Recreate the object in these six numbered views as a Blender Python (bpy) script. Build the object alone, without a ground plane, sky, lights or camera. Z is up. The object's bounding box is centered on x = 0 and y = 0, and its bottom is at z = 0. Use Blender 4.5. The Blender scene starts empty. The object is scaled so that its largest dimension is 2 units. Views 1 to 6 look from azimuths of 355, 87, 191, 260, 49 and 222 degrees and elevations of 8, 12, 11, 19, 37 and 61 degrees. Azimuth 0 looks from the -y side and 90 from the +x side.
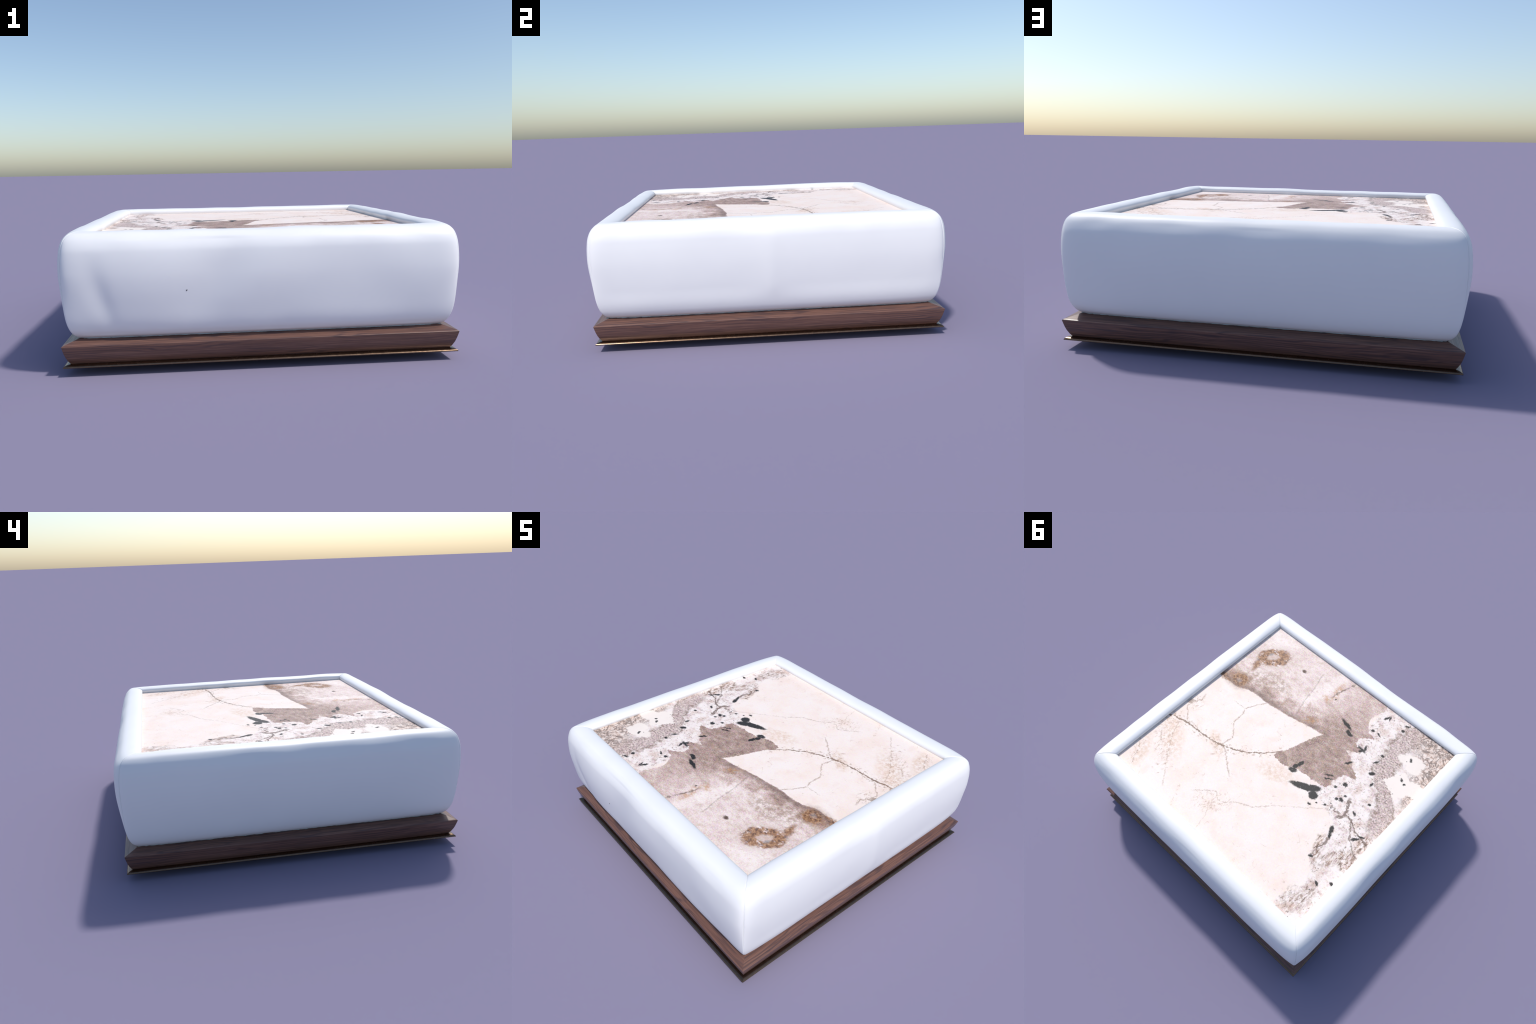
import bpy, math, random
from mathutils import Vector, noise

random.seed(7)

# ------------------------------------------------------------------ helpers
def smooth01(a, b, x):
    t = max(0.0, min(1.0, (x - a) / (b - a)))
    return t * t * (3 - 2 * t)

def catmull(pts, n, closed=True):
    """Even-length samples of a Catmull-Rom curve through control points."""
    dense, m = [], len(pts)
    for i in range(m if closed else m - 1):
        if closed:
            p0, p1, p2, p3 = (pts[(i + k - 1) % m] for k in range(4))
        else:
            p0, p1, p2, p3 = (pts[max(0, min(m - 1, i + k - 1))] for k in range(4))
        for j in range(24):
            t = j / 24.0
            dense.append(tuple(0.5 * ((2 * b) + (-a + c) * t + (2 * a - 5 * b + 4 * c - d) * t * t
                                      + (-a + 3 * b - 3 * c + d) * t ** 3)
                               for a, b, c, d in zip(p0, p1, p2, p3)))
    dense.append(pts[0] if closed else pts[-1])
    L = [0.0]
    for a, b in zip(dense, dense[1:]):
        L.append(L[-1] + math.dist(a, b))
    out, k = [], 0
    cnt = n if closed else n - 1
    for i in range(n):
        s = L[-1] * i / cnt
        while k < len(L) - 2 and L[k + 1] < s:
            k += 1
        f = (s - L[k]) / max(1e-9, L[k + 1] - L[k])
        out.append(tuple(a + (b - a) * f for a, b in zip(dense[k], dense[k + 1])))
    return out

def new_object(name, verts, faces, mat, parent, smooth=True, angle=None):
    me = bpy.data.meshes.new(name)
    me.from_pydata(verts, [], faces)
    me.validate()
    me.update()
    import bmesh
    bm = bmesh.new()
    bm.from_mesh(me)
    bmesh.ops.recalc_face_normals(bm, faces=bm.faces)
    bm.to_mesh(me)
    bm.free()
    for p in me.polygons:
        p.use_smooth = smooth
    if smooth and angle:
        me.set_sharp_from_angle(angle=math.radians(angle))
    me.materials.append(mat)
    ob = bpy.data.objects.new(name, me)
    bpy.context.scene.collection.objects.link(ob)
    ob.parent = parent
    return ob

# ------------------------------------------------------------- node helpers
class Graph:
    def __init__(self, name):
        self.mat = bpy.data.materials.new(name)
        self.mat.use_nodes = True
        self.nt = self.mat.node_tree
        self.nt.nodes.clear()
        out = self.nt.nodes.new("ShaderNodeOutputMaterial")
        self.bsdf = self.nt.nodes.new("ShaderNodeBsdfPrincipled")
        self.nt.links.new(self.bsdf.outputs[0], out.inputs[0])

    def put(self, socket, v):
        if v is None:
            return
        if isinstance(v, bpy.types.NodeSocket):
            self.nt.links.new(v, socket)
        elif isinstance(v, (tuple, list)) and len(v) == 3 and socket.type == "RGBA":
            socket.default_value = (*v, 1)
        else:
            socket.default_value = v

    def node(self, kind, **props):
        n = self.nt.nodes.new(kind)
        for k, v in props.items():
            setattr(n, k, v)
        return n

    def math(self, op, a, b=None, c=None, clamp=False):
        n = self.node("ShaderNodeMath", operation=op, use_clamp=clamp)
        for s, v in zip(n.inputs, (a, b, c)):
            self.put(s, v)
        return n.outputs[0]

    def vec(self, op, a, b=None):
        n = self.node("ShaderNodeVectorMath", operation=op)
        self.put(n.inputs[0], a)
        if op == "SCALE":
            self.put(n.inputs["Scale"], b)
        else:
            self.put(n.inputs[1], b)
        return n.outputs["Value"] if op in ("LENGTH", "DISTANCE", "DOT_PRODUCT") else n.outputs[0]

    def ramp(self, x, lo, hi, a=0.0, b=1.0):
        n = self.node("ShaderNodeMapRange", interpolation_type="SMOOTHSTEP")
        self.put(n.inputs[0], x)
        for i, v in enumerate((lo, hi, a, b)):
            self.put(n.inputs[i + 1], v)
        return n.outputs[0]

    def noise(self, co, scale, detail=2.0, rough=0.5, color=False, dist=0.0):
        n = self.node("ShaderNodeTexNoise")
        self.put(n.inputs["Vector"], co)
        n.inputs["Scale"].default_value = scale
        n.inputs["Detail"].default_value = detail
        n.inputs["Roughness"].default_value = rough
        n.inputs["Distortion"].default_value = dist
        return n.outputs["Color" if color else "Fac"]

    def voronoi(self, co, scale, feature="F1", out="Distance"):
        n = self.node("ShaderNodeTexVoronoi", feature=feature)
        self.put(n.inputs["Vector"], co)
        n.inputs["Scale"].default_value = scale
        return n.outputs[out]

    def mapping(self, co, loc=(0, 0, 0), rot=(0, 0, 0), scale=(1, 1, 1), kind="POINT"):
        n = self.node("ShaderNodeMapping", vector_type=kind)
        self.put(n.inputs[0], co)
        n.inputs[1].default_value = loc
        n.inputs[2].default_value = rot
        n.inputs[3].default_value = scale
        return n.outputs[0]

    def mix(self, fac, a, b, mode="MIX"):
        n = self.node("ShaderNodeMix", data_type="RGBA", blend_type=mode)
        self.put(n.inputs[0], fac)
        self.put(n.inputs[6], a)
        self.put(n.inputs[7], b)
        return n.outputs[2]

    def colors(self, fac, stops):
        n = self.node("ShaderNodeValToRGB")
        self.put(n.inputs[0], fac)
        e = n.color_ramp.elements
        while len(e) < len(stops):
            e.new(0.5)
        for el, (p, c) in zip(e, stops):
            el.position = p
            el.color = (*c, 1)
        return n.outputs[0]

    def curve(self, x, pts, vector=True):
        """y = f(x) through control points, both in metres (range -0.9 .. 0.9)."""
        n = self.node("ShaderNodeFloatCurve")
        c = n.mapping.curves[0]
        pts = sorted(pts)
        nm = [((a + 0.9) / 1.8, (b + 0.9) / 1.8) for a, b in pts]
        while len(c.points) < len(nm):
            c.points.new(0.5, 0.5)
        for p, (a, b) in zip(c.points, nm):
            p.location = (a, b)
            p.handle_type = "VECTOR" if vector else "AUTO"
        n.mapping.extend = "HORIZONTAL"
        n.mapping.update()
        self.put(n.inputs["Value"], self.math("MULTIPLY_ADD", x, 1 / 1.8, 0.5))
        return self.math("MULTIPLY_ADD", n.outputs[0], 1.8, -0.9)

def object_coords(g):
    return g.node("ShaderNodeTexCoord").outputs["Object"]

# ---------------------------------------------------------------- materials
def mat_fabric():
    g = Graph("white_fabric")
    co = object_coords(g)
    n1 = g.noise(co, 3.0, 3)
    col = g.mix(n1, (0.80, 0.80, 0.81), (0.84, 0.84, 0.84))
    g.put(g.bsdf.inputs["Base Color"], col)
    g.bsdf.inputs["Roughness"].default_value = 0.45
    g.bsdf.inputs["Specular IOR Level"].default_value = 0.5
    return g.mat

def mat_wood():
    g = Graph("walnut_wood")
    co = object_coords(g)
    info = g.node("ShaderNodeObjectInfo").outputs["Random"]
    off = g.node("ShaderNodeCombineXYZ")
    g.put(off.inputs[0], g.math("MULTIPLY", info, 17.0))
    g.put(off.inputs[1], g.math("MULTIPLY", info, 5.0))
    p = g.vec("ADD", co, off.outputs[0])
    warp = g.noise(g.mapping(p, scale=(0.9, 7, 7)), 1.6, 3, 0.55)
    z = g.node("ShaderNodeSeparateXYZ")
    g.put(z.inputs[0], p)
    # cathedral figure: rings of the trunk met at a shallow angle, bent by the warp
    k = g.math("ADD", g.math("ADD", g.math("MULTIPLY", z.outputs[2], 60.0), g.math("MULTIPLY", z.outputs[1], 46.0)),
               g.math("MULTIPLY", warp, 8.0))
    bands = g.math("FRACT", k)
    tri = g.math("ABSOLUTE", g.math("SUBTRACT", bands, 0.5))
    lines = g.ramp(tri, 0.18, 0.48)
    fine = g.noise(g.mapping(p, scale=(3.0, 190, 190)), 1.0, 5, 0.70)
    pores = g.ramp(g.noise(g.mapping(p, scale=(6, 260, 260)), 1.0, 2, 0.6), 0.56, 0.72)
    base = g.colors(fine, [(0.30, (0.085, 0.042, 0.032)), (0.5, (0.150, 0.074, 0.055)), (0.70, (0.235, 0.124, 0.089))])
    broad = g.noise(g.mapping(p, scale=(1.6, 14, 14)), 1.0, 2)
    dark = g.math("MULTIPLY", lines, g.ramp(broad, 0.35, 0.60, 0.18, 0.72))
    base = g.mix(dark, base, (0.050, 0.032, 0.036))
    base = g.mix(g.math("MULTIPLY", pores, 0.45), base, (0.055, 0.032, 0.028))
    g.put(g.bsdf.inputs["Base Color"], base)
    g.put(g.bsdf.inputs["Roughness"], g.ramp(fine, 0.3, 0.7, 0.42, 0.30))
    b = g.node("ShaderNodeBump")
    b.inputs["Strength"].default_value = 0.12
    b.inputs["Distance"].default_value = 0.002
    g.put(b.inputs["Height"], fine)
    g.put(g.bsdf.inputs["Normal"], b.outputs[0])
    return g.mat

def mat_brass():
    g = Graph("dark_bronze")
    co = object_coords(g)
    n = g.noise(co, 40, 4, 0.6)
    g.put(g.bsdf.inputs["Base Color"], g.mix(n, (0.165, 0.110, 0.073), (0.20, 0.132, 0.088)))
    g.bsdf.inputs["Metallic"].default_value = 1.0
    g.put(g.bsdf.inputs["Roughness"], g.ramp(n, 0.3, 0.7, 0.20, 0.28))
    return g.mat

def mat_plain(name, col, rough=0.8):
    g = Graph(name)
    n = g.noise(object_coords(g), 12, 4)
    g.put(g.bsdf.inputs["Base Color"], g.mix(n, tuple(c * 0.85 for c in col), tuple(c * 1.15 for c in col)))
    g.bsdf.inputs["Roughness"].default_value = rough
    return g.mat

def mat_marble():
    g = Graph("breccia_marble")
    co = object_coords(g)
    # ragged coordinates: coarse wobble + fine tooth, kept as plain numbers
    s = g.node("ShaderNodeSeparateXYZ"); g.put(s.inputs[0], co)
    x, y = s.outputs[0], s.outputs[1]
    def wobble(v, seed, parts):
        for k, (scale, size, detail) in enumerate(parts):
            n = g.noise(g.mapping(co, loc=(seed + 3.7 * k, seed * 1.9, 0.5)), scale, detail, 0.6)
            v = g.math("MULTIPLY_ADD", g.math("SUBTRACT", n, 0.5), size, v)
        return v
    coarse = ((14, 0.045, 3), (60, 0.030, 3))
    rx, ry = wobble(x, 1.3, coarse), wobble(y, 8.1, coarse)
    jag = ((40, 0.022, 3), (110, 0.014, 2))
    fx, fy = wobble(x, 4.4, jag), wobble(y, 12.6, jag)
    rag, fin = (rx, ry), (fx, fy)
    M = lambda a, b: g.math("MULTIPLY", a, b)
    inv = lambda a: g.math("SUBTRACT", 1.0, a)
    flat = g.mapping(co, scale=(1, 1, 0.0))

    fine = g.noise(flat, 130, 3, 0.7)
    mid = g.noise(flat, 38, 4, 0.65)
    broad = g.noise(flat, 6, 3, 0.55)
    tint_node = g.node("ShaderNodeBrightContrast")
    g.put(tint_node.inputs[0], g.noise(flat, 85, 3, 0.7, True))
    tint_node.inputs["Contrast"].default_value = 1.2
    tint = tint_node.outputs[0]
    cloud = g.noise(flat, 9, 5, 0.68)

    def radius(cx, cy, ra, rb, ang, src):
        """Squared distance from an ellipse centre, 1 on its outline."""
        c, n = math.cos(math.radians(ang)), math.sin(math.radians(ang))
        u = g.math("MULTIPLY_ADD", src[0], c / ra, g.math("MULTIPLY_ADD", src[1], n / ra, -(cx * c + cy * n) / ra))
        v = g.math("MULTIPLY_ADD", src[0], -n / rb, g.math("MULTIPLY_ADD", src[1], c / rb, (cx * n - cy * c) / rb))
        return g.math("MULTIPLY_ADD", u, u, g.math("MULTIPLY", v, v))

    def blob(cx, cy, ra, rb, ang, soft=0.25, src=fin):
        return g.ramp(radius(cx, cy, ra, rb, ang, src), (1 - soft) ** 2, (1 + soft) ** 2, 1.0, 0.0)

    def vein(pts, w, along="x", gain=1.0, gaps=0.35, src=None, fade=0.02):
        """Thin line following a curve through control points, broken by noise."""
        a, b = (fx, fy) if along == "x" else (fy, fx)
        if src:
            a, b = src if along == "x" else src[::-1]
        if along == "y":
            pts = [(q, p) for p, q in pts]
        pts = sorted(pts)
        slope = 0.0
        for (p, q), (r, t) in zip(pts, pts[1:]):
            slope += abs(t - q)
        slope /= pts[-1][0] - pts[0][0]
        w *= math.sqrt(1 + min(slope, 1.2) ** 2)
        d = g.math("ABSOLUTE", g.math("SUBTRACT", b, g.curve(a, pts)))
        width = g.math("MULTIPLY", g.ramp(mid, gaps, gaps + 0.3, 0.15, 1.5), w)
        m = g.math("SUBTRACT", 1.0, g.math("DIVIDE", d, width), clamp=True)
        win = M(g.ramp(a, pts[0][0] - fade, pts[0][0] + fade), g.ramp(a, pts[-1][0] - fade, pts[-1][0] + fade, 1.0, 0.0))
        return M(M(g.ramp(m, 0.05, 0.6), win), gain)

    def union(items):
        acc = items[0]
        for i in items[1:]:
            acc = g.math("MAXIMUM", acc, i)
        return acc

    # ---- ground: pale cream stone -------------------------------------
    cream = g.colors(broad, [(0.35, (0.88, 0.730, 0.640)), (0.52, (0.89, 0.770, 0.695)), (0.68, (0.89, 0.790, 0.725))])
    cream = g.mix(0.14, cream, tint, "OVERLAY")
    peach = g.ramp(g.noise(flat, 9, 4, 0.6), 0.52, 0.72)
    cream = g.mix(M(peach, 0.35), cream, (0.80, 0.61, 0.52))
    hair = g.noise(g.mapping(flat, rot=(0, 0, math.radians(38)), scale=(26, 150, 1)), 1.0, 4, 0.7)
    cream = g.mix(M(g.ramp(hair, 0.60, 0.74), 0.16), cream, (0.45, 0.34, 0.30))
    cream = g.mix(M(g.ramp(fine, 0.56, 0.74), 0.34), cream, (0.62, 0.46, 0.39))
    cream = g.mix(M(M(g.ramp(g.noise(flat, 60, 5, 0.75), 0.62, 0.70), g.ramp(broad, 0.42, 0.60)), 0.45), cream, (0.42, 0.29, 0.22))
    # warm stains beside the right hand end of the main vein
    warm = g.math("MULTIPLY", union([blob(0.71, 0.43, 0.17, 0.06, -38, 0.7, rag), blob(0.76, 0.66, 0.10, 0.035, -65, 0.8, rag),
                   blob(0.42, 0.27, 0.09, 0.03, -30, 0.8, rag), blob(-0.05, 0.14, 0.12, 0.05, 20, 0.8, rag)]), g.ramp(mid, 0.35, 0.65))
    cream = g.mix(M(warm, 0.55), cream, (0.66, 0.44, 0.29))
    col = cream

    # ---- white breccia along the -x side ------------------------------
    wb = g.curve(ry, [(-0.82, -0.24), (-0.30, -0.28), (0.0, -0.29), (0.06, -0.33), (0.10, -0.40), (0.13, -0.50), (0.158, -0.565), (0.331, -0.596),
                      (0.435, -0.602), (0.48, -0.668), (0.576, -0.705), (0.65, -0.70), (0.705, -0.652), (0.82, -0.63)])
    white = g.ramp(g.math("SUBTRACT", wb, rx), -0.006, 0.012)
    wcol = g.colors(g.noise(flat, 17, 5, 0.72), [(0.30, (0.46, 0.33, 0.29)), (0.40, (0.70, 0.565, 0.52)), (0.49, (0.85, 0.745, 0.69)), (0.64, (0.88, 0.80, 0.75))])
    wcol = g.mix(0.16, wcol, tint, "OVERLAY")
    wcol = g.mix(M(g.ramp(cloud, 0.52, 0.64), 0.5), wcol, (0.62, 0.43, 0.34))
    spk = M(g.ramp(g.noise(flat, 75, 4, 0.72), 0.585, 0.66), g.ramp(g.noise(flat, 9, 2), 0.42, 0.58))
    wcol = g.mix(M(spk, 0.8), wcol, (0.15, 0.10, 0.08))
    col = g.mix(white, col, wcol)

    # mauve speckled band winding through the breccia
    ax = g.curve(ry, [(-0.82, -0.56), (-0.70, -0.530), (-0.593, -0.515), (-0.462, -0.555), (-0.351, -0.545), (-0.277, -0.625),
                      (-0.22, -0.700), (-0.128, -0.765), (0.0, -0.80), (0.12, -0.86)])
    d = g.math("ABSOLUTE", g.math("SUBTRACT", rx, ax))
    d = g.math("ADD", d, g.math("MULTIPLY_ADD", g.noise(flat, 19, 4, 0.7), 0.14, -0.070))
    band = g.ramp(d, 0.042, 0.088, 1.0, 0.0)
    band = M(band, g.ramp(ry, 0.0, 0.10, 1.0, 0.0))
    mcol = g.colors(g.noise(flat, 85, 3, 0.75), [(0.38, (0.12, 0.08, 0.07)), (0.45, (0.38, 0.265, 0.235)), (0.53, (0.55, 0.415, 0.375)), (0.66, (0.74, 0.62, 0.58))])
    mcol = g.mix(M(g.ramp(g.noise(flat, 28, 4, 0.7), 0.50, 0.64), 0.7), mcol, (0.70, 0.58, 0.53))
    mcol = g.mix(0.14, mcol, tint, "OVERLAY")
    col = g.mix(M(band, 0.85), col, mcol)
    fleck = M(M(g.ramp(g.noise(flat, 50, 4, 0.72), 0.56, 0.63), g.ramp(g.noise(flat, 7, 3), 0.44, 0.58)), white)
    col = g.mix(M(fleck, 0.75), col, (0.17, 0.10, 0.07))
    isle = M(M(g.ramp(g.noise(flat, 33, 4, 0.7), 0.56, 0.62), band), 0.75)
    col = g.mix(isle, col, (0.84, 0.71, 0.63))
    # warm broken rim of the band
    rim = M(M(g.ramp(d, 0.050, 0.066), g.ramp(d, 0.07, 0.095, 1.0, 0.0)), g.ramp(mid, 0.44, 0.56))
    rim = M(rim, g.ramp(ry, 0.0, 0.10, 1.0, 0.0))
    col = g.mix(M(rim, 0.75), col, (0.20, 0.125, 0.085))

    # crackled corner, full of small brown veins
    edge = g.math("SUBTRACT", g.math("MULTIPLY_ADD", rx, -1.0, -0.50), g.math("MULTIPLY", g.math("ADD", ry, 0.55), 0.55))
    corner = g.ramp(edge, 0.10, 0.28)
    corner = g.math("MAXIMUM", corner, M(g.ramp(rx, -0.80, -0.77, 1.0, 0.0), g.ramp(ry, -0.15, -0.35)))
    corner = M(corner, white)
    def ridge(scale, lo, hi, seed, warp=0.8):
        n = g.noise(g.mapping(co, loc=(seed, seed * 0.7, 0.2)), scale, 3, 0.6, dist=warp)
        return g.ramp(g.math("ABSOLUTE", g.math("SUBTRACT", n, 0.5)), lo, hi, 1.0, 0.0)
    net = g.math("MAXIMUM", ridge(13, 0.012, 0.045, 2.0), M(ridge(27, 0.016, 0.050, 5.0), g.ramp(g.noise(flat, 12, 2), 0.36, 0.50)))
    ccol = g.colors(mid, [(0.35, (0.36, 0.225, 0.16)), (0.47, (0.68, 0.52, 0.43)), (0.62, (0.83, 0.72, 0.65))])
    ccol = g.mix(M(net, 0.9), ccol, (0.13, 0.085, 0.065))
    col = g.mix(M(corner, 0.85), col, ccol)

    # two clean pale crystals
    def slab_blob(cx, cy, ha, hb, ang, edge=0.008):
        c, n = math.cos(math.radians(ang)), math.sin(math.radians(ang))
        u = g.math("MULTIPLY_ADD", rx, c, g.math("MULTIPLY_ADD", ry, n, -(cx * c + cy * n)))
        v = g.math("MULTIPLY_ADD", rx, -n, g.math("MULTIPLY_ADD", ry, c, (cx * n - cy * c)))
        q = g.math("MAXIMUM", g.math("SUBTRACT", g.math("ABSOLUTE", u), ha), g.math("SUBTRACT", g.math("ABSOLUTE", v), hb))
        return g.ramp(q, -edge * 0.5, edge * 0.5, 1.0, 0.0)
    pale = union([slab_blob(-0.713, -0.357, 0.082, 0.085, 62), blob(-0.80, -0.40, 0.06, 0.06, 0, 0.12, rag),
                  blob(-0.655, -0.570, 0.105, 0.046, 18, 0.12, rag), blob(-0.70, -0.53, 0.055, 0.045, 0, 0.15, rag)])
    col = g.mix(M(pale, 0.94), col, (0.885, 0.785, 0.705))

    # ragged brown stains along the -x edge
    stain = union([blob(-0.735, 0.33, 0.085, 0.036, 60, 0.8, rag), blob(-0.81, 0.30, 0.05, 0.05, 0, 0.8, rag), blob(-0.61, 0.36, 0.022, 0.09, 25, 0.8, rag),
                   M(blob(-0.755, 0.655, 0.035, 0.09, 0, 0.8, rag), 0.75), M(blob(-0.70, 0.72, 0.03, 0.06, 20, 0.9, rag), 0.6), blob(-0.80, 0.15, 0.03, 0.06, 0, 0.8, rag)])
    rr = g.noise(g.mapping(flat, rot=(0, 0, math.radians(20)), scale=(60, 26, 1)), 1.0, 4, 0.7, dist=0.6)
    col = g.mix(M(M(stain, g.ramp(rr, 0.44, 0.58)), 0.9), col, (0.27, 0.16, 0.105))
    col = g.mix(M(M(stain, g.ramp(rr, 0.57, 0.65)), 0.9), col, (0.085, 0.055, 0.043))
    col = g.mix(M(M(stain, g.ramp(mid, 0.5, 0.7)), 0.5), col, (0.70, 0.47, 0.33))

    # ---- brown-grey quartz ---------------------------------------------
    L1 = g.curve(fx, [(-0.9, -0.306), (-0.063, -0.306), (0.02, -0.294), (0.19, -0.256), (0.42, -0.222), (0.52, -0.225), (0.596, -0.213),
                      (0.66, -0.178), (0.70, -0.172), (0.80, -0.176), (0.9, -0.16)])
    xl = g.curve(ry, [(-0.82, -0.245), (-0.74, -0.258), (-0.69, -0.231), (-0.637, -0.222), (-0.589, -0.252), (-0.545, -0.285), (-0.527, -0.365),
                      (-0.505, -0.32), (-0.475, -0.270), (-0.415, -0.275), (-0.395, -0.345), (-0.365, -0.35), (-0.323, -0.262), (-0.30, -0.33),
                      (-0.25, -0.385), (-0.21, -0.46), (-0.185, -0.46), (-0.165, -0.375), (-0.105, -0.366), (-0.041, -0.369), (0.0, -0.345), (0.012, -0.22),
                      (0.03, -0.13), (0.055, -0.06), (0.068, 0.0), (0.075, 0.08), (0.09, 0.3), (0.2, 0.88)])
    xr = g.curve(fy, [(-0.9, -0.063), (-0.306, -0.063), (-0.237, -0.031), (-0.13, 0.004), (-0.04, 0.032), (0.019, 0.068), (0.055, 0.07), (0.1, 0.0)])
    below = g.math("SUBTRACT", L1, fy)
    a_ = g.ramp(below, -0.004, 0.004)
    b_ = g.ramp(g.math("SUBTRACT", xr, fx), -0.004, 0.004)
    c_ = g.ramp(g.math("SUBTRACT", rx, xl), -0.004, 0.006)
    quartz = M(g.math("MAXIMUM", a_, b_), c_)
    qn = g.noise(g.mapping(flat, rot=(0, 0, math.radians(12)), scale=(16, 30, 1)), 1.0, 5, 0.7)
    # darkest beside the cream boundary and in the lobe, palest in the corner
    depth = g.ramp(g.math("ADD", below, g.math("MULTIPLY_ADD", cloud, 0.34, -0.17)), 0.0, 0.20)
    right = g.ramp(g.math("ADD", x, g.math("MULTIPLY_ADD", broad, 0.4, -0.2)), -0.10, 0.16)
    pal = g.math("MULTIPLY_ADD", M(depth, right), 0.50, 0.17)
    pal = g.math("ADD", pal, M(M(inv(right), g.ramp(y, -0.35, -0.72)), 0.26))
    pal = g.math("ADD", pal, M(g.ramp(x, 0.45, 0.80), M(g.ramp(y, -0.45, -0.75), 0.22)))
    pal = g.math("ADD", pal, g.math("MULTIPLY_ADD", qn, 0.9, -0.45))
    pal = g.math("ADD", pal, g.math("MULTIPLY_ADD", cloud, 0.65, -0.325))
    pal = g.math("ADD", pal, g.math("MULTIPLY_ADD", fine, 1.0, -0.46))
    # pale ribbons along the crack
    pal = g.math("ADD", pal, M(blob(0.18, -0.62, 0.035, 0.22, -10, 0.8, rag), 0.22))
    qcol = g.colors(pal, [(0.0, (0.22, 0.142, 0.113)), (0.25, (0.425, 0.297, 0.25)), (0.5, (0.635, 0.485, 0.43)), (0.75, (0.795, 0.655, 0.60)), (1.0, (0.88, 0.775, 0.71))])
    qcol = g.mix(0.20, qcol, tint, "OVERLAY")
    org = M(g.ramp(g.noise(flat, 24, 5, 0.72), 0.52, 0.66), g.ramp(y, -0.75, -0.2, 0.38, 0.75))
    qcol = g.mix(M(org, 0.8), qcol, (0.46, 0.30, 0.195))
    spots = union([blob(0.085, -0.33, 0.05, 0.022, 40, 0.8, rag), blob(0.12, -0.56, 0.03, 0.02, 0, 0.8, rag), blob(0.10, -0.66, 0.02, 0.07, 10, 0.8, rag)])
    qcol = g.mix(M(M(spots, g.ramp(mid, 0.40, 0.58)), 0.65), qcol, (0.55, 0.29, 0.13))
    brown = M(union([blob(0.60, -0.33, 0.13, 0.055, 25, 0.8, rag), blob(0.50, -0.40, 0.10, 0.05, 0, 0.8, rag)]), g.ramp(g.noise(flat, 30, 5, 0.72), 0.42, 0.60))
    qcol = g.mix(M(brown, 0.65), qcol, (0.30, 0.195, 0.13))
    qv = union([vein([(0.185, -0.285), (0.227, -0.427), (0.247, -0.545), (0.288, -0.706)], 0.008, "y", 0.38, 0.36),
                vein([(0.100, -0.60), (0.095, -0.66), (0.072, -0.726), (0.052, -0.802)], 0.011, "y", 0.8, 0.35)])
    qcol = g.mix(qv, qcol, (0.20, 0.145, 0.12))
    qcol = g.mix(blob(0.411, -0.628, 0.016, 0.011, 0, 0.6), qcol, (0.12, 0.075, 0.055))
    # orange rust rings
    def ring(cx, cy, rx_, ry_, ang, thick):
        dd = g.math("SUBTRACT", g.math("SQRT", radius(cx, cy, rx_, ry_, ang, rag)), 1.0)
        dd = g.math("ABSOLUTE", g.math("ADD", dd, g.math("MULTIPLY_ADD", cloud, 1.3, -0.65)))
        return g.ramp(dd, thick * 0.35, thick, 1.0, 0.0)
    r1 = g.math("MAXIMUM", ring(0.668, -0.563, 0.085, 0.054, 45, 0.85), blob(0.715, -0.43, 0.055, 0.020, 105, 0.8, rag))
    r2 = ring(0.705, -0.232, 0.042, 0.038, 0, 0.75)
    r3 = union([blob(0.805, -0.185, 0.055, 0.020, 0, 0.6, rag), M(blob(0.72, -0.225, 0.085, 0.060, 0, 0.7, rag), 0.6), M(blob(0.668, -0.563, 0.13, 0.09, 45, 0.6, rag), 0.35)])
    rust = g.colors(g.noise(flat, 48, 3, 0.7), [(0.36, (0.07, 0.026, 0.012)), (0.46, (0.23, 0.100, 0.040)), (0.57, (0.40, 0.205, 0.090)), (0.70, (0.56, 0.38, 0.25))])
    grey = union([blob(0.715, -0.570, 0.024, 0.018, 45, 0.5), blob(0.703, -0.226, 0.014, 0.014, 0, 0.5)])
    col = g.mix(quartz, col, qcol)
    col = g.mix(M(grey, 0.8), col, (0.40, 0.40, 0.40))
    rmask = M(g.math("MAXIMUM", g.math("MAXIMUM", r1, r2), r3), g.ramp(g.noise(flat, 20, 5, 0.75), 0.32, 0.46))
    col = g.mix(M(rmask, 0.92), col, rust)
    # dark outline where quartz meets cream
    lip = M(M(g.ramp(below, 0.0, 0.012), g.ramp(below, 0.010, 0.06, 1.0, 0.0)), M(g.ramp(x, -0.05, 0.05), quartz))
    col = g.mix(M(lip, 0.42), col, (0.16, 0.11, 0.095))

    # ---- veins ----------------------------------------------------------
    main = union([
        vein([(0.86, 0.345), (0.80, 0.315), (0.773, 0.318), (0.726, 0.295), (0.607, 0.287), (0.463, 0.273), (0.371, 0.249), (0.302, 0.218),
              (0.22, 0.174), (0.133, 0.097), (0.060, 0.012)], 0.0078, "x", 0.88, 0.33),
        vein([(0.806, 0.142), (0.835, 0.154)], 0.02, "x", 0.8, 0.2)])
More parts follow.
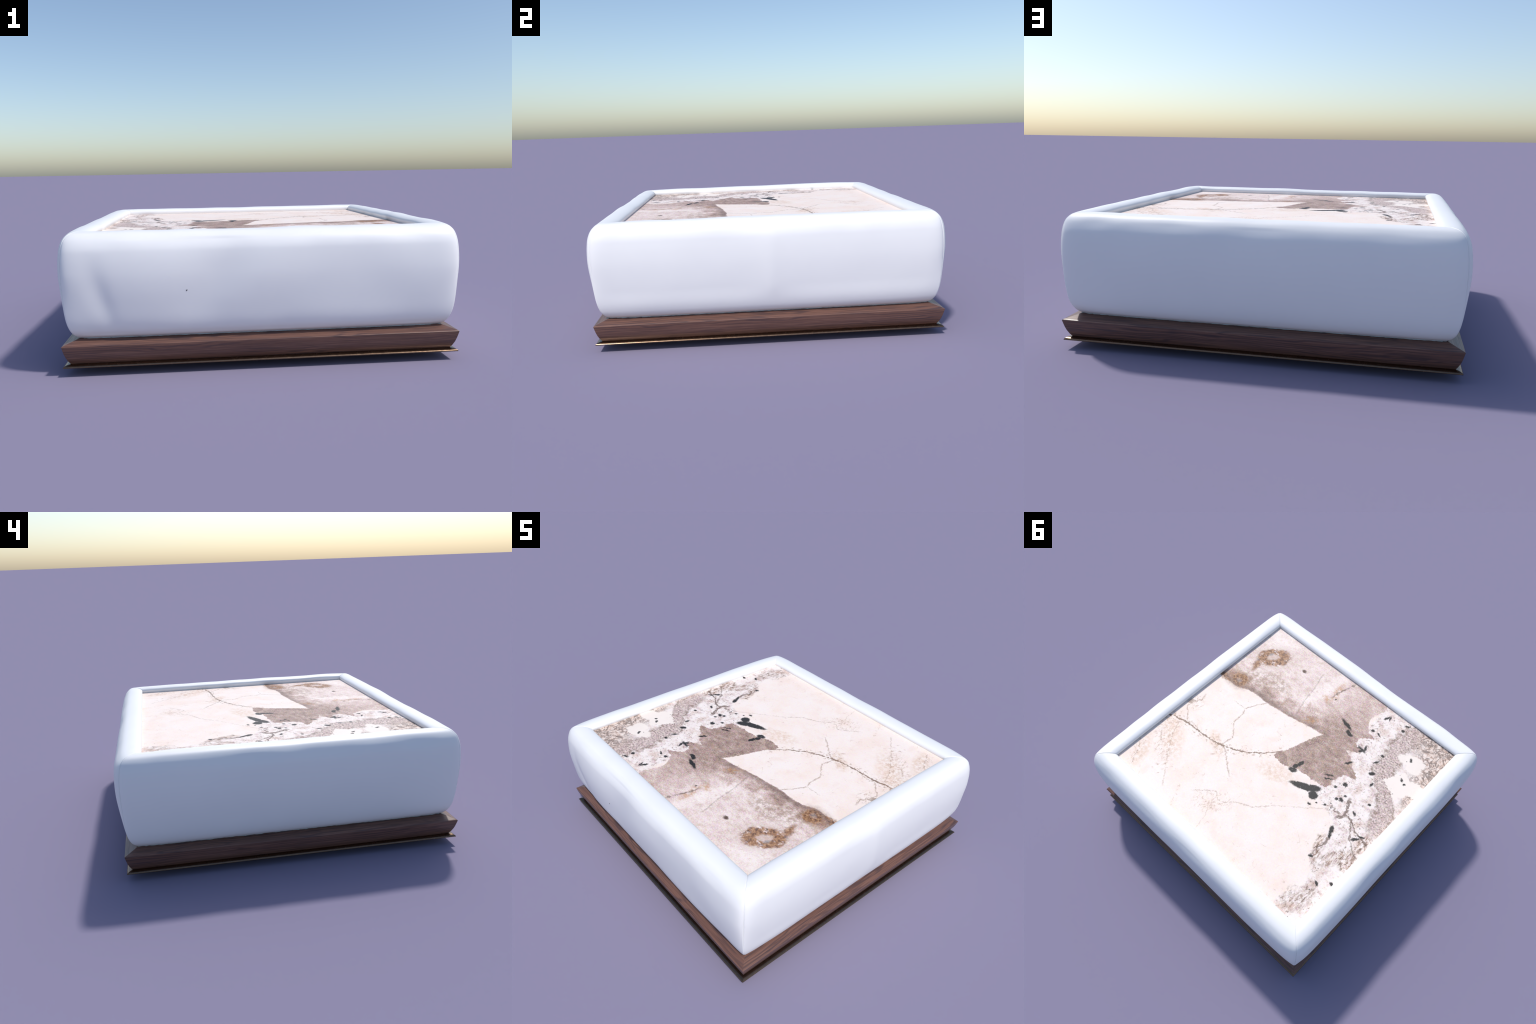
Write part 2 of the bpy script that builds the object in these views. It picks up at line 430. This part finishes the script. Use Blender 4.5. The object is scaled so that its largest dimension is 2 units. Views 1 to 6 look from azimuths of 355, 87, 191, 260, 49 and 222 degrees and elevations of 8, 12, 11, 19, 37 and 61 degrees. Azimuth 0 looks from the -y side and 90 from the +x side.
    halo = vein([(0.86, 0.345), (0.80, 0.315), (0.773, 0.318), (0.726, 0.295), (0.607, 0.287), (0.463, 0.273), (0.371, 0.252), (0.302, 0.222),
              (0.22, 0.180), (0.133, 0.104), (0.060, 0.03)], 0.040, "x", 1.0, 0.2)
    col = g.mix(M(M(halo, g.ramp(g.noise(flat, 42, 4, 0.72), 0.53, 0.64)), 0.65), col, (0.36, 0.22, 0.14))
    col = g.mix(main, col, (0.20, 0.120, 0.075))
    # faint hairline network over the cream stone
    mesh = M(M(ridge(5.5, 0.002, 0.009, 9.0, 0.5), g.ramp(mid, 0.46, 0.60)), g.ramp(cloud, 0.45, 0.60))
    col = g.mix(M(M(mesh, inv(white)), M(inv(quartz), 0.55)), col, (0.40, 0.24, 0.15))
    # bundle of broken rusty threads where the vein leaves the slab
    thr = g.noise(g.mapping(co, rot=(0, 0, math.radians(35)), scale=(30, 11, 1)), 1.0, 4, 0.65, dist=0.7)
    thr = g.ramp(g.math("ABSOLUTE", g.math("SUBTRACT", thr, 0.5)), 0.006, 0.028, 1.0, 0.0)
    where = union([blob(0.79, 0.36, 0.07, 0.06, 0, 0.7, rag), blob(0.72, 0.50, 0.16, 0.05, -45, 0.8, rag), blob(0.79, 0.67, 0.09, 0.03, -60, 0.8, rag), blob(0.79, 0.14, 0.05, 0.05, 0, 0.8, rag),
                   blob(0.40, 0.27, 0.08, 0.03, -30, 0.8, rag), blob(0.12, 0.60, 0.10, 0.06, 40, 0.8, rag)])
    col = g.mix(M(M(thr, where), M(g.ramp(mid, 0.38, 0.56), 0.6)), col, (0.38, 0.21, 0.12))
    thin = union([
        vein([(0.371, 0.249), (0.328, 0.272), (0.281, 0.312), (0.172, 0.386)], 0.0055, "x", 0.7, 0.3),
        vein([(0.412, -0.219), (0.456, -0.152), (0.488, -0.077), (0.466, -0.025), (0.47, 0.055), (0.431, 0.093), (0.376, 0.158), (0.395, 0.25)], 0.0055, "y", 0.75, 0.3),
        vein([(0.493, -0.077), (0.583, -0.075)], 0.0055, "x", 0.5, 0.35),
        vein([(0.713, 0.285), (0.77, 0.225), (0.810, 0.194), (0.80, 0.136), (0.772, 0.085), (0.786, 0.035)], 0.0075, "y", 0.75, 0.3),
        vein([(0.745, 0.33), (0.71, 0.424), (0.609, 0.559), (0.445, 0.747)], 0.006, "y", 0.55, 0.38),
        vein([(0.82, 0.635), (0.779, 0.675), (0.729, 0.789)], 0.007, "y", 0.7, 0.35),
        vein([(0.80, 0.453), (0.715, 0.532), (0.688, 0.608)], 0.006, "y", 0.55, 0.38),
        vein([(0.275, 0.636), (0.194, 0.56), (0.149, 0.527), (0.105, 0.566), (0.063, 0.555), (-0.011, 0.486), (-0.109, 0.441), (-0.202, 0.331)], 0.0052, "x", 0.62, 0.34),
        vein([(-0.202, 0.331), (-0.34, 0.22), (-0.427, 0.142), (-0.49, 0.104), (-0.60, 0.062)], 0.0052, "x", 0.40, 0.36),
        vein([(0.095, 0.566), (0.126, 0.623), (0.078, 0.697), (0.054, 0.805)], 0.005, "y", 0.42, 0.40)])
    col = g.mix(M(thin, g.ramp(fine, 0.40, 0.56, 0.30, 0.95)), col, (0.33, 0.205, 0.14))
    wv = union([
        vein([(-0.55, 0.12), (-0.59, 0.05), (-0.559, 0.006), (-0.53, -0.05)], 0.012, "y", 0.85, 0.30, (rx, ry)),
        vein([(-0.60, 0.05), (-0.659, 0.071), (-0.699, 0.104), (-0.832, 0.13)], 0.009, "x", 0.85, 0.30, (rx, ry)),
        vein([(-0.65, 0.08), (-0.725, 0.178), (-0.784, 0.233), (-0.84, 0.24)], 0.008, "x", 0.75, 0.34, (rx, ry)),
        vein([(-0.60, 0.22), (-0.63, 0.30), (-0.60, 0.36), (-0.60, 0.43)], 0.012, "y", 0.8, 0.30, (rx, ry)),
        vein([(-0.40, 0.13), (-0.47, 0.07), (-0.52, 0.08), (-0.58, 0.07)], 0.007, "x", 0.7, 0.36, (rx, ry))])
    col = g.mix(M(wv, white), col, (0.15, 0.095, 0.07))

    # ---- black crystals --------------------------------------------------
    need = [  # x, y, half length, half width, angle
        (-0.250, 0.090, 0.092, 0.026, -158), (-0.205, 0.105, 0.06, 0.017, -153), (-0.290, 0.066, 0.066, 0.024, -142), (-0.335, 0.098, 0.033, 0.030, 0),
        (-0.128, -0.490, 0.056, 0.013, 165), (-0.190, -0.444, 0.032, 0.016, 160),
        (-0.104, 0.050, 0.030, 0.018, 20), (-0.098, 0.015, 0.022, 0.016, 60), (-0.110, -0.020, 0.030, 0.013, 80),
        (-0.439, -0.112, 0.018, 0.017, 0), (-0.491, -0.006, 0.017, 0.014, 0), (-0.465, 0.010, 0.010, 0.010, 0), (-0.494, -0.045, 0.011, 0.008, 30),
        (-0.357, 0.162, 0.012, 0.008, 0), (-0.387, 0.124, 0.006, 0.006, 0), (-0.436, 0.094, 0.008, 0.008, 0), (-0.460, 0.06, 0.006, 0.005, 0),
        (-0.652, -0.111, 0.012, 0.008, 30), (-0.621, 0.011, 0.016, 0.008, 150), (-0.298, -0.579, 0.016, 0.011, 30), (-0.353, -0.581, 0.018, 0.006, 160),
        (-0.306, -0.735, 0.026, 0.007, 70), (-0.325, -0.745, 0.018, 0.006, 110), (-0.458, -0.728, 0.013, 0.011, 0), (-0.456, -0.779, 0.018, 0.007, 30),
        (-0.340, -0.405, 0.034, 0.009, 170), (-0.355, -0.425, 0.026, 0.009, 110), (-0.345, -0.39, 0.02, 0.008, 50), (-0.345, -0.260, 0.028, 0.006, 60), (-0.312, -0.091, 0.030, 0.006, 30),
        (-0.327, -0.070, 0.032, 0.005, 30), (-0.515, -0.304, 0.022, 0.012, 40), (-0.480, -0.395, 0.022, 0.008, 60), (-0.480, -0.464, 0.013, 0.009, 0),
        (-0.566, -0.236, 0.016, 0.008, 80), (-0.403, -0.055, 0.010, 0.008, 0), (-0.693, -0.406, 0.014, 0.007, 130), (-0.726, -0.391, 0.010, 0.006, 40), (-0.644, -0.574, 0.016, 0.007, 120),
        (-0.587, 0.200, 0.030, 0.014, 115), (-0.604, 0.238, 0.022, 0.009, 130), (-0.742, 0.146, 0.028, 0.010, 50), (-0.763, 0.106, 0.020, 0.006, 30),
        (-0.758, 0.535, 0.016, 0.008, 150), (-0.609, 0.426, 0.016, 0.010, 40), (-0.829, 0.476, 0.014, 0.010, 0), (0.07, -0.60, 0.006, 0.006, 0)]
    blk = None
    for cx, cy, a, b, ang in need:
        m = blob(cx, cy, a, b, ang, min(0.45, 0.0035 / b + 0.05))
        blk = m if blk is None else g.math("MAXIMUM", blk, m)
    # scattered grains near the quartz border and around the band
    grain = g.ramp(g.voronoi(flat, 30), 0.10, 0.17, 1.0, 0.0)
    near = M(M(white, inv(quartz)), g.ramp(g.math("ABSOLUTE", g.math("SUBTRACT", d, 0.085)), 0.015, 0.05, 1.0, 0.0))
    near2 = M(white, blob(-0.47, 0.02, 0.13, 0.10, 0, 0.5))
    grain = M(M(grain, g.math("MAXIMUM", near, near2)), g.ramp(g.noise(flat, 15, 2), 0.48, 0.58))
    blk = g.math("MAXIMUM", blk, M(grain, 0.85))
    chip = g.ramp(g.noise(flat, 85, 3, 0.7), 0.60, 0.68)
    bcol = g.mix(M(chip, 0.6), (0.009, 0.010, 0.010), (0.22, 0.21, 0.20))
    col = g.mix(M(blk, 0.97), col, bcol)

    g.put(g.bsdf.inputs["Base Color"], col)
    g.put(g.bsdf.inputs["Roughness"], g.ramp(fine, 0.3, 0.7, 0.52, 0.60))
    g.bsdf.inputs["Specular IOR Level"].default_value = 0.35
    return g.mat

FABRIC, WOOD, BRASS, MARBLE = mat_fabric(), mat_wood(), mat_brass(), mat_marble()
DARK = mat_plain("dark_board", (0.03, 0.025, 0.022))
LINING = mat_plain("pale_lining", (0.40, 0.46, 0.47), 0.7)
SPECK = mat_plain("dark_speck", (0.012, 0.012, 0.014), 0.9)

# ------------------------------------------------------------------- the table
table = bpy.data.objects.new("upholstered_coffee_table", None)
bpy.context.scene.collection.objects.link(table)
table["label"] = "square white padded coffee table with marble top and walnut base"
table["category"] = "coffee table"

HX, HY = 0.9805, 0.954            # ridge of the wooden base
SHRINK = HX - HY
# local frame of each side: angle of its outward direction, and how far its profile is pulled in
SIDES = [("east", 0.0, 0.0), ("north", 90.0, SHRINK), ("west", 180.0, 0.0), ("south", 270.0, SHRINK)]

def mitred(profile_fn, ts, side, closed=True):
    """Loft a profile along one side; profile_fn(t, end) gives [(out, z)], out measured on the x sides.
    The ends lie on the 45 degree mitre planes."""
    name, ang, pull = side
    verts, faces = [], []
    rows = [profile_fn(t, side) for t in ts]
    n = len(rows[0])
    for t, row in zip(ts, rows):
        for (o, z, end) in row:
            half = end - (SHRINK if pull == 0.0 else 0.0)
            verts.append((t * half, o - pull, z))
    for i in range(len(ts) - 1):
        for j in range(n if closed else n - 1):
            k = (j + 1) % n
            faces.append((i * n + j, i * n + k, (i + 1) * n + k, (i + 1) * n + j))
    return verts, faces

def place(ob, ang):
    # local +y becomes the outward direction
    ob.rotation_euler = (0, 0, math.radians(ang - 90.0))

# ---- wooden base: four mitred rails -------------------------------------------
RAIL = [(0.800, 0.1900), (0.860, 0.1875), (0.904, 0.1742), (0.972, 0.1538), (0.9785, 0.1516), (0.9806, 0.1495), (0.9803, 0.1465), (0.9765, 0.130),
        (0.9722, 0.1125), (0.966, 0.093), (0.957, 0.073), (0.9475, 0.0575), (0.9450, 0.0540), (0.800, 0.0540)]
def rail_profile(t, side):
    out = []
    for i, (o, z) in enumerate(RAIL):
        out.append((o, z, o))
    return out
ts = [-1 + 2 * i / 40 for i in range(41)]
for side in SIDES:
    v, f = mitred(rail_profile, ts, side)
    ob = new_object("wood_rail", v, f, WOOD, table, True, 28)
    place(ob, side[1])

# ---- bronze trim under the wood -----------------------------------------------
TRIM = [(0.940, 0.0576), (0.9580, 0.0572), (0.9650, 0.0560), (0.9710, 0.0538), (0.9755, 0.0512), (0.9785, 0.0482), (0.9790, 0.0460), (0.9782, 0.0442), (0.9765, 0.0432), (0.950, 0.0420), (0.800, 0.0420), (0.800, 0.0576)]
for side in SIDES:
    v, f = mitred(lambda t, s: [(o, z, o) for o, z in TRIM], ts, side)
    ob = new_object("bronze_trim", v, f, BRASS, table, True, 40)
    place(ob, side[1])

def box(name, hx, hy, z0, z1, mat, bevel=0.0, parent=table):
    v = [(sx * hx, sy * hy, z) for z in (z0, z1) for sx, sy in ((-1, -1), (1, -1), (1, 1), (-1, 1))]
    f = [(0, 3, 2, 1), (4, 5, 6, 7), (0, 1, 5, 4), (1, 2, 6, 5), (2, 3, 7, 6), (3, 0, 4, 7)]
    ob = new_object(name, v, f, mat, parent, False)
    if bevel:
        m = ob.modifiers.new("Bevel", "BEVEL")
        m.width, m.segments = bevel, 3
    return ob

box("recessed_plinth", 0.74, 0.72, 0.0, 0.060, DARK)
box("inner_frame", 0.805, 0.785, 0.060, 0.622, DARK)

# ---- padded bolsters -------------------------------------------------------------
# closed cross-section on the mitre plane: (outward, z), measured on the x sides
SECTION = [(0.800, 0.30), (0.803, 0.20), (0.830, 0.166), (0.880, 0.164), (0.908, 0.175), (0.929, 0.194), (0.9455, 0.225), (0.957, 0.272), (0.9635, 0.340),
           (0.967, 0.430), (0.9675, 0.520), (0.963, 0.590), (0.9525, 0.648), (0.937, 0.675), (0.919, 0.6875), (0.896, 0.6925), (0.873, 0.6915), (0.8560, 0.6865),
           (0.8455, 0.6800), (0.8415, 0.6715), (0.8420, 0.6630), (0.8465, 0.6520), (0.8510, 0.640), (0.840, 0.620), (0.815, 0.58), (0.803, 0.50)]
NS = 168
BASE = catmull(SECTION, NS)

def fold(name, t, o, z, end):
    """Outward displacement of the cloth: soft lumps and folds, different on every side."""
    u = t * end
    seed = {"east": 3.1, "north": 17.7, "west": 41.3, "south": 63.9}[name]
    low = noise.noise(Vector((u * 2.2 + seed, z * 3.0, seed)))
    mid = noise.noise(Vector((u * 4.6 + seed, z * 5.5, seed * 2)))
    amp = {"east": (0.003, 0.0012), "north": (0.003, 0.0012), "west": (0.003, 0.0012), "south": (0.0065, 0.0022)}[name]
    d = amp[0] * low + amp[1] * mid
    # scalloped shoulder just below the crest
    sh = math.exp(-((z - 0.655) / 0.035) ** 2) * (1 if o > 0.9 else 0.4)
    d += sh * (0.0075 if name == "west" else 0.005) * noise.noise(Vector((u * 6.5 + seed * 3, 0.5, seed)))
    if name == "north":       # shallow dent under the crest, half way along
        d -= 0.0028 * math.exp(-((u - 0.02) / 0.13) ** 2 - ((z - 0.615) / 0.05) ** 2)
    if name == "east":        # crease running down the middle of this face
        d += 0.0075 * (math.exp(-abs(u + 0.01) / 0.09) - 0.5) * smooth01(0.24, 0.34, z) * smooth01(0.68, 0.58, z)
    if name == "south":       # local x runs backwards along this side
        u = -u
        d -= 0.004
        for cx, cz, sx, sz, rot, a in ((-0.58, 0.42, 0.20, 0.26, -32, 0.012), (-0.755, 0.38, 0.05, 0.16, 10, -0.007), (-0.24, 0.44, 0.09, 0.22, -40, -0.0085),
                                       (0.04, 0.50, 0.14, 0.22, -42, 0.0070), (0.22, 0.56, 0.07, 0.13, -50, -0.002), (0.70, 0.40, 0.22, 0.16, 0, 0.003)):
            c, s = math.cos(math.radians(rot)), math.sin(math.radians(rot))
            p, q = (u - cx) * c + (z - cz) * s, -(u - cx) * s + (z - cz) * c
            d += a * math.exp(-(p / sx) ** 2 - (q / sz) ** 2)
    return d

def weight(o, z):
    """How much the stuffing bulges the cloth outwards at this point of the section."""
    if o < 0.86:
        return 0.0
    return smooth01(0.86, 0.93, o) * (0.45 + 0.55 * smooth01(0.17, 0.50, z) * smooth01(0.705, 0.60, z))

def bolster_profile(t, side):
    name, ang, pull = side
    row = []
    e = (1 - abs(t)) * 0.95                     # distance from the mitre
    A, C = (0.0260, 0.0050) if pull == 0.0 else (0.0300, 0.0060)
    # the cloth rounds quickly into the seam up high, more slowly near the base
    def bulge(z):
        return A * (1 - math.exp(-e / (0.085 - 0.040 * smooth01(0.25, 0.50, z)))) + C * (1 - t * t)
    lift = (0.004 if pull == 0.0 else -0.001) * smooth01(0.0, 0.25, e)
    calm = smooth01(0.0, 0.16, e)
    pinch = 0.003 * math.exp(-(e / 0.003) ** 2)
    for o, z in BASE:
        w = weight(o, z)
        d = w * bulge(z)
        if z > 0.16 and o > 0.845:
            d += calm * fold(name, t, o, z, 0.95) * (w if o < 0.93 or z > 0.66 else 1.0)
        zz = z + (lift * smooth01(0.60, 0.69, z) if o > 0.84 else 0.0)
        if o > 0.84 and z > 0.64:
            zz += calm * 0.0035 * noise.noise(Vector((t * 4.3 + ang, ang * 0.37, 1.5))) * smooth01(0.64, 0.69, z)
        # pull the cloth into the seam
        nx, nz = o - 0.88, z - 0.43
        l = math.hypot(nx, nz * 0.35) + 1e-6
        oo = o + d - pinch * nx / l
        zz -= pinch * nz * 0.35 / l
        row.append((oo, zz, oo if e > 0.02 else o + d - pinch * nx / l))
    return row

half = [0.0, 0.0012, 0.0025, 0.004, 0.006, 0.009, 0.013, 0.018, 0.025, 0.034, 0.045, 0.058, 0.073, 0.09, 0.11]
tl = [-1 + h for h in half]
inner = [tl[-1] + (2 * (1 - half[-1])) * i / 90 for i in range(1, 90)]
TS = tl + inner + [-q for q in reversed(tl)]
for side in SIDES:
    v, f = mitred(bolster_profile, TS, side)
    ob = new_object("padded_bolster", v, f, FABRIC, table, True)
    place(ob, side[1])

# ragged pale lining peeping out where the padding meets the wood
for side in SIDES:
    rnd = random.Random(side[1] + 1)
    def lining(t, s):
        e = (1 - abs(t)) * 0.95
        n1 = noise.noise(Vector((t * 38, s[1], 0.3))) + 0.6 * noise.noise(Vector((t * 110, s[1], 4.3)))
        w = (0.0085 if s[2] == 0.0 else 0.0105) * (1 - math.exp(-e / 0.085)) + 0.0048 * max(-0.6, n1)
        o = 0.9075 + w
        return [(0.86, 0.1695, 0.86), (o, 0.1755, o), (o, 0.1715, o), (0.86, 0.165, 0.86)]
    v, f = mitred(lining, [-1 + 2 * i / 260 for i in range(261)], side)
    ob = new_object("lining_edge", v, f, LINING, table, True, 30)
    place(ob, side[1])

# ---- marble slab ---------------------------------------------------------------
slab = box("marble_top", 0.8530, 0.8265, 0.622, 0.6540, MARBLE, 0.0)

# a tiny dark snag in the front cloth
SNAG = (-0.376, 0.409)
front = next(o for o in bpy.data.objects if o.name.startswith("padded_bolster") and abs(o.rotation_euler.z - math.radians(180)) < 0.01)
hit, at, nrm, _ = front.closest_point_on_mesh(Vector((-SNAG[0], 0.975, SNAG[1])))
if hit:
    r, sx = 0.0042, -1.0
    ring = [(-r, r * 0.6), (r, r * 0.6), (r * 0.2, -r)]
    verts = []
    for depth in (0.0012, -0.006):
        for a, b in ring:
            verts.append((sx * (at.x + a), -(at.y + depth), at.z + b))
    new_object("snag_hole", verts, [(0, 1, 2), (3, 5, 4), (0, 3, 4, 1), (1, 4, 5, 2), (2, 5, 3, 0)], SPECK, table, False)
